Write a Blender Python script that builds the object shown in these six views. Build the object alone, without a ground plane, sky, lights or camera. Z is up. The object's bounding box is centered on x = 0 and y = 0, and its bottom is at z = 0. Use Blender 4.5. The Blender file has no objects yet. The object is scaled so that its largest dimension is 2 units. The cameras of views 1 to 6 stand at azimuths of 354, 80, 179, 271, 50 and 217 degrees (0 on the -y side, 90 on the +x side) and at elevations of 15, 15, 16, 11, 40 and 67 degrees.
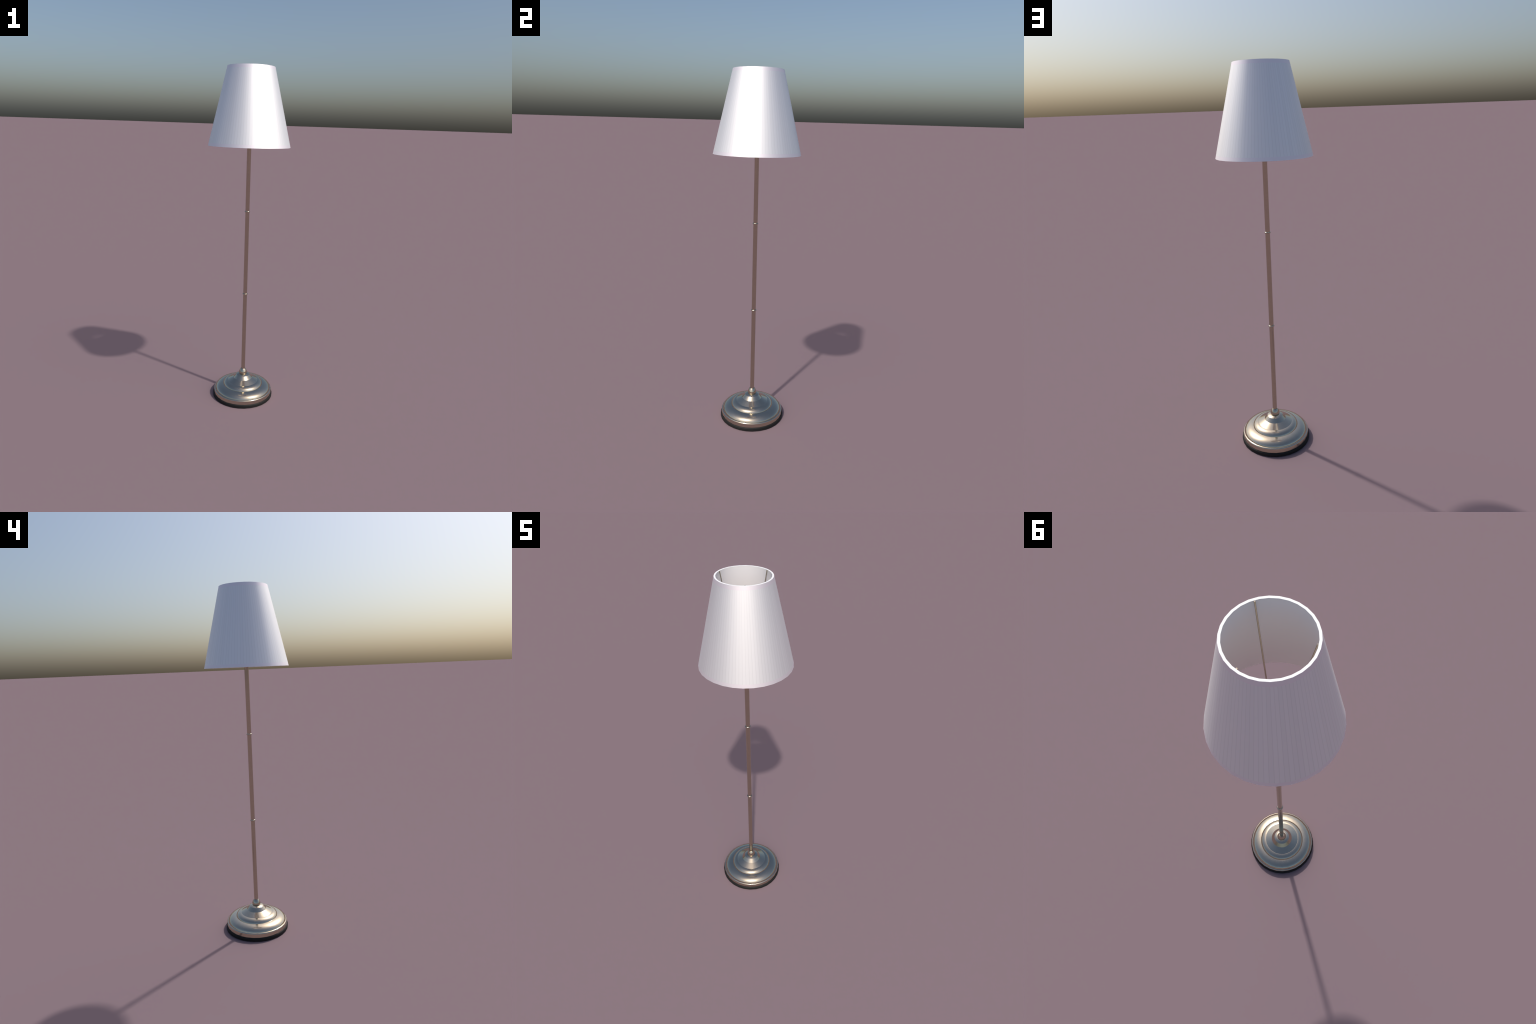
import bpy, bmesh, math
from mathutils import Vector

# ------------------------------------------------------------------ helpers
SIDES = 30                      # every turned part is a 30-sided lathe form
PHASE = math.radians(90.0)      # one of the corners looks along +y


def link(obj, parent=None):
    bpy.context.scene.collection.objects.link(obj)
    if parent is not None:
        obj.parent = parent
    return obj


def lathe(name, profile, material, parent=None, sides=SIDES, closed=False,
          sharp_angle=28.0, sharp_rows=()):
    """Turn a list of (radius, height) points round the z axis.
    Rows listed in sharp_rows, and profile corners wider than sharp_angle,
    become hard edges; everything else is shaded smooth."""
    bm = bmesh.new()
    rings = []
    for r, z in profile:
        if r < 1e-6:
            rings.append([bm.verts.new((0, 0, z))])
        else:
            rings.append([bm.verts.new((r * math.cos(PHASE + 2 * math.pi * i / sides),
                                        r * math.sin(PHASE + 2 * math.pi * i / sides), z))
                          for i in range(sides)])
    pairs = list(zip(rings, rings[1:]))
    if closed:
        pairs.append((rings[-1], rings[0]))
    for a, b in pairs:
        for i in range(sides):
            j = (i + 1) % sides
            if len(a) == 1 and len(b) == 1:
                continue
            if len(a) == 1:
                bm.faces.new((a[0], b[j], b[i]))
            elif len(b) == 1:
                bm.faces.new((a[i], a[j], b[0]))
            else:
                bm.faces.new((a[i], a[j], b[j], b[i]))
    n = len(profile)
    for k in range(n):
        if not closed and k in (0, n - 1):
            continue
        p0, p1, p2 = profile[k - 1], profile[k], profile[(k + 1) % n]
        d1 = Vector((p1[0] - p0[0], p1[1] - p0[1]))
        d2 = Vector((p2[0] - p1[0], p2[1] - p1[1]))
        if d1.length < 1e-9 or d2.length < 1e-9:
            continue
        if k in sharp_rows or math.degrees(d1.angle(d2)) > sharp_angle:
            ring = set(rings[k])
            for v in rings[k]:
                for e in v.link_edges:
                    if e.other_vert(v) in ring:
                        e.smooth = False
    bmesh.ops.recalc_face_normals(bm, faces=bm.faces)
    for f in bm.faces:
        f.smooth = True
    me = bpy.data.meshes.new(name)
    bm.to_mesh(me)
    bm.free()
    me.materials.append(material)
    return link(bpy.data.objects.new(name, me), parent)


def rod_mesh(name, start, end, radius, material, sides=10):
    """A straight round rod with flat ends."""
    start, end = Vector(start), Vector(end)
    axis = (end - start).normalized()
    u = axis.orthogonal().normalized()
    w = axis.cross(u)
    bm = bmesh.new()
    rings = []
    for c in (start, end):
        rings.append([bm.verts.new(c + radius * (math.cos(2 * math.pi * i / sides) * u +
                                                 math.sin(2 * math.pi * i / sides) * w))
                      for i in range(sides)])
    for i in range(sides):
        j = (i + 1) % sides
        f = bm.faces.new((rings[0][i], rings[0][j], rings[1][j], rings[1][i]))
        f.smooth = True
    for ring in rings:
        bm.faces.new(ring)
        for k in range(sides):
            e = bm.edges.get((ring[k], ring[(k + 1) % sides]))
            e.smooth = False
    bmesh.ops.recalc_face_normals(bm, faces=bm.faces)
    me = bpy.data.meshes.new(name)
    bm.to_mesh(me)
    bm.free()
    me.materials.append(material)
    return me


def quarter(r_in, z_top, r_out, z_bottom, steps=9, t0=0.0, t1=88.0):
    """Quarter-ellipse shoulder: flat at the inner radius, steep at the outer."""
    a, b = r_out - r_in, z_top - z_bottom
    out = []
    for k in range(steps + 1):
        t = math.radians(t0 + (t1 - t0) * k / steps)
        out.append((r_in + a * math.sin(t), z_bottom + b * math.cos(t)))
    return out


# ---------------------------------------------------------------- materials
def new_material(name):
    m = bpy.data.materials.new(name)
    m.use_nodes = True
    nt = m.node_tree
    return m, nt, nt.nodes, nt.links, nt.nodes["Principled BSDF"]


def metal_material():
    m, nt, nodes, links, b = new_material("brushed_nickel")
    b.inputs["Metallic"].default_value = 1.0
    tc = nodes.new("ShaderNodeTexCoord")
    noise = nodes.new("ShaderNodeTexNoise")
    noise.inputs["Scale"].default_value = 60.0
    noise.inputs["Detail"].default_value = 3.0
    links.new(tc.outputs["Object"], noise.inputs["Vector"])
    ramp = nodes.new("ShaderNodeValToRGB")
    ramp.color_ramp.elements[0].position = 0.3
    ramp.color_ramp.elements[0].color = (METAL[0] * .98, METAL[1] * .98, METAL[2] * .98, 1)
    ramp.color_ramp.elements[1].position = 0.7
    ramp.color_ramp.elements[1].color = (METAL[0] * 1.02, METAL[1] * 1.02, METAL[2] * 1.02, 1)
    links.new(noise.outputs["Fac"], ramp.inputs["Fac"])
    links.new(ramp.outputs["Color"], b.inputs["Base Color"])
    b.inputs["Roughness"].default_value = METAL_ROUGH
    return m


def rubber_material():
    m, nt, nodes, links, b = new_material("black_rubber")
    tc = nodes.new("ShaderNodeTexCoord")
    noise = nodes.new("ShaderNodeTexNoise")
    noise.inputs["Scale"].default_value = 120.0
    links.new(tc.outputs["Object"], noise.inputs["Vector"])
    ramp = nodes.new("ShaderNodeValToRGB")
    ramp.color_ramp.elements[0].color = (0.0125, 0.0125, 0.0122, 1)
    ramp.color_ramp.elements[1].color = (0.0185, 0.0185, 0.0180, 1)
    links.new(noise.outputs["Fac"], ramp.inputs["Fac"])
    links.new(ramp.outputs["Color"], b.inputs["Base Color"])
    b.inputs["Roughness"].default_value = RUBBER_ROUGH
    b.inputs["Specular IOR Level"].default_value = 0.2
    return m


def shade_surface(b):
    b.inputs["Metallic"].default_value = SHADE_METAL
    b.inputs["Roughness"].default_value = SHADE_ROUGH


def fabric_material(pleats=88, line_phase=-42.6):
    """White pleated cloth: a thin grey fold line at every pleat, drawn from
    the angle round the lamp axis."""
    m, nt, nodes, links, b = new_material("pleated_white_fabric")
    shade_surface(b)
    tc = nodes.new("ShaderNodeTexCoord")
    sep = nodes.new("ShaderNodeSeparateXYZ")
    links.new(tc.outputs["Object"], sep.inputs[0])
    ang = nodes.new("ShaderNodeMath"); ang.operation = "ARCTAN2"
    links.new(sep.outputs["Y"], ang.inputs[0])
    links.new(sep.outputs["X"], ang.inputs[1])
    turns = nodes.new("ShaderNodeMath"); turns.operation = "MULTIPLY_ADD"
    links.new(ang.outputs[0], turns.inputs[0])
    turns.inputs[1].default_value = pleats / (2 * math.pi)
    turns.inputs[2].default_value = pleats * 2 - line_phase / 360.0 * pleats
    fr = nodes.new("ShaderNodeMath"); fr.operation = "FRACT"
    links.new(turns.outputs[0], fr.inputs[0])
    # distance from the fold, 0 on the fold and 0.5 in the middle of a pleat
    pp = nodes.new("ShaderNodeMath"); pp.operation = "PINGPONG"
    pp.inputs[1].default_value = 0.5
    links.new(fr.outputs[0], pp.inputs[0])
    ramp = nodes.new("ShaderNodeValToRGB")
    cr = ramp.color_ramp
    cr.elements[0].position = 0.025
    cr.elements[0].color = (FABRIC[0] * FOLD, FABRIC[1] * FOLD, FABRIC[2] * FOLD, 1)
    cr.elements[1].position = 0.10
    cr.elements[1].color = (*FABRIC, 1)
    links.new(pp.outputs[0], ramp.inputs["Fac"])
    # every pleat takes its own very slight tone
    fl = nodes.new("ShaderNodeMath"); fl.operation = "FLOOR"
    links.new(turns.outputs[0], fl.inputs[0])
    wn = nodes.new("ShaderNodeTexWhiteNoise"); wn.noise_dimensions = "1D"
    links.new(fl.outputs[0], wn.inputs["W"])
    tone = nodes.new("ShaderNodeMapRange")
    tone.inputs["To Min"].default_value = 0.975
    tone.inputs["To Max"].default_value = 1.0
    links.new(wn.outputs["Value"], tone.inputs["Value"])
    mix = nodes.new("ShaderNodeMix"); mix.data_type = "RGBA"; mix.blend_type = "MULTIPLY"
    mix.inputs["Factor"].default_value = 1.0
    links.new(ramp.outputs["Color"], mix.inputs["A"])
    links.new(tone.outputs["Result"], mix.inputs["B"])
    links.new(mix.outputs["Result"], b.inputs["Base Color"])
    return m


def plain_cloth(name, colour, sheen=True):
    m, nt, nodes, links, b = new_material(name)
    if sheen:
        shade_surface(b)
    else:
        b.inputs["Roughness"].default_value = 0.6
    tc = nodes.new("ShaderNodeTexCoord")
    noise = nodes.new("ShaderNodeTexNoise")
    noise.inputs["Scale"].default_value = 90.0
    links.new(tc.outputs["Object"], noise.inputs["Vector"])
    ramp = nodes.new("ShaderNodeValToRGB")
    ramp.color_ramp.elements[0].color = (*[c * 0.985 for c in colour], 1)
    ramp.color_ramp.elements[1].color = (*colour, 1)
    links.new(noise.outputs["Fac"], ramp.inputs["Fac"])
    links.new(ramp.outputs["Color"], b.inputs["Base Color"])
    return m


METAL = (0.56, 0.495, 0.39)
METAL_ROUGH = 0.15
RUBBER_ROUGH = 0.6
SHADE_METAL = 0.85
SHADE_ROUGH = 0.6
FABRIC = (0.955, 0.955, 0.955)
TRIM = (0.957, 0.915, 0.942)
LINING = (0.94, 0.93, 0.92)
FOLD = 0.92

metal = metal_material()
rubber = rubber_material()
fabric = fabric_material()
trim_cloth = plain_cloth("white_trim_cloth", TRIM)
lining_cloth = plain_cloth("white_lining", LINING, sheen=False)

# -------------------------------------------------------------------- lamp
lamp = link(bpy.data.objects.new("floor_lamp", None))
lamp["label"] = "tall nickel floor lamp with white pleated cone shade"
lamp["category"] = "floor lamp"

# ---- weighted foot: stepped metal disc on a black rubber pad
foot_profile = [(0.0, 0.016), (0.1835, 0.016), (0.1835, 0.0200)]
rim = quarter(0.1745, 0.0468, 0.1835, 0.0400, steps=6, t0=15.0, t1=90.0)
shoulder_low = quarter(0.1130, 0.0775, 0.17695, 0.0425, t0=11.0, t1=84.0)
shoulder_mid = quarter(0.0880, 0.0980, 0.1266, 0.0715, t0=11.0, t1=80.0)
foot_profile += list(reversed(rim))
foot_profile += list(reversed(shoulder_low))
foot_profile += list(reversed(shoulder_mid))
foot_profile += [(0.0948, 0.0975), (0.0592, 0.1162), (0.0425, 0.1360),
                 (0.0345, 0.1402), (0.0260, 0.1430), (0.0150, 0.1436), (0.0, 0.1436)]
n_cone = len(foot_profile) - 6          # crease where the steep cone starts
base = lathe("base", foot_profile, metal, lamp, sharp_angle=24,
             sharp_rows=(n_cone + 1, n_cone, n_cone - 1, n_cone - 2))
lathe("rubber_pad", [(0.0, 0.0), (0.1893, 0.0), (0.1893, 0.0128), (0.1880, 0.0170),
                     (0.1842, 0.0196), (0.1800, 0.0196), (0.0, 0.0196)], rubber, base,
      sharp_angle=40)
lathe("collar", [(0.0, 0.1400), (0.0190, 0.1400), (0.0236, 0.1432), (0.0257, 0.1480),
                 (0.0256, 0.1520), (0.0245, 0.1570), (0.0220, 0.1640), (0.0184, 0.1710),
                 (0.0144, 0.1766), (0.0112, 0.1766)], metal, base, sharp_angle=45)

# ---- pole: three equal tubes with a bead at each joint
POLE_R, SECTION = 0.0121, 0.512
z0 = 0.1670
pole = lamp
first = lathe("pole_section", [(0.0, 0.0), (POLE_R, 0.0), (POLE_R, SECTION), (0.0, SECTION)],
              metal, pole, sides=16)
first.location.z = z0
for k in (1, 2):
    tube = link(first.copy(), pole)
    tube.location.z = z0 + k * SECTION
bead = lathe("joint_ring", [(0.0112, -0.0042), (0.0140, -0.0042), (0.0157, -0.0022),
                            (0.0160, 0.0), (0.0157, 0.0022), (0.0140, 0.0042), (0.0112, 0.0042)],
             metal, pole, sides=16, sharp_angle=70)
bead.location.z = z0 + SECTION
b2 = link(bead.copy(), pole)
b2.location.z = z0 + 2 * SECTION

# ---- shade: a truncated cone of cloth with a trim band at both ends
Z_LOW, Z_HIGH = 1.568, 2.0
R_LOW, R_HIGH = 0.2365, 0.1332
WALL = 0.0078
BAND = 0.0170


def wall_radius(z, inset=0.0):
    return R_LOW + (z - Z_LOW) / (Z_HIGH - Z_LOW) * (R_HIGH - R_LOW) - inset


def outer_rows(za, zb, n):
    return [(wall_radius(za + (zb - za) * k / n), za + (zb - za) * k / n) for k in range(n + 1)]


def inner_rows(za, zb, n):
    return [(wall_radius(za + (zb - za) * k / n, WALL), za + (zb - za) * k / n) for k in range(n + 1)]


shade = lathe("lampshade", outer_rows(Z_LOW + BAND, Z_HIGH - BAND, 12), fabric, lamp)
# the matt lining covers both rims as well as the inside
lathe("lining", [(wall_radius(Z_HIGH), Z_HIGH)] + inner_rows(Z_HIGH, Z_LOW, 12) +
      [(wall_radius(Z_LOW), Z_LOW)], lining_cloth, shade)
lathe("trim_band", outer_rows(Z_HIGH - BAND, Z_HIGH, 2), trim_cloth, shade)
lathe("trim_band", outer_rows(Z_LOW, Z_LOW + BAND, 2), trim_cloth, shade)

# ---- three struts run from the top rim down and inward to the carrier
strut_mesh = rod_mesh("strut", (0.1232, 0, 1.9995), (0.0440, 0, 1.6050), 0.0026, metal)
for k in range(3):
    strut = link(bpy.data.objects.new("strut", strut_mesh), shade)
    strut.rotation_euler.z = math.radians(-36 + 120 * k)

# ---- carrier ring that takes the struts, three spokes and a sleeve on the pole
def torus_profile(radius, z, tube, n=10):
    return [(radius + tube * math.cos(2 * math.pi * k / n), z + tube * math.sin(2 * math.pi * k / n))
            for k in range(n)]


holder = lathe("lamp_holder", [(POLE_R - 0.0006, 1.588), (0.0165, 1.588), (0.0180, 1.590),
                               (0.0180, 1.630), (0.0165, 1.632), (POLE_R - 0.0006, 1.632)],
               metal, lamp, sides=20)
lathe("carrier_ring", torus_profile(0.0440, 1.6050, 0.0024), metal, holder, closed=True,
      sharp_angle=80)
spoke_mesh = rod_mesh("spoke", (0.0165, 0, 1.6050), (0.0440, 0, 1.6050), 0.0020, metal)
for k in range(3):
    spoke = link(bpy.data.objects.new("spoke", spoke_mesh), holder)
    spoke.rotation_euler.z = math.radians(-36 + 120 * k)
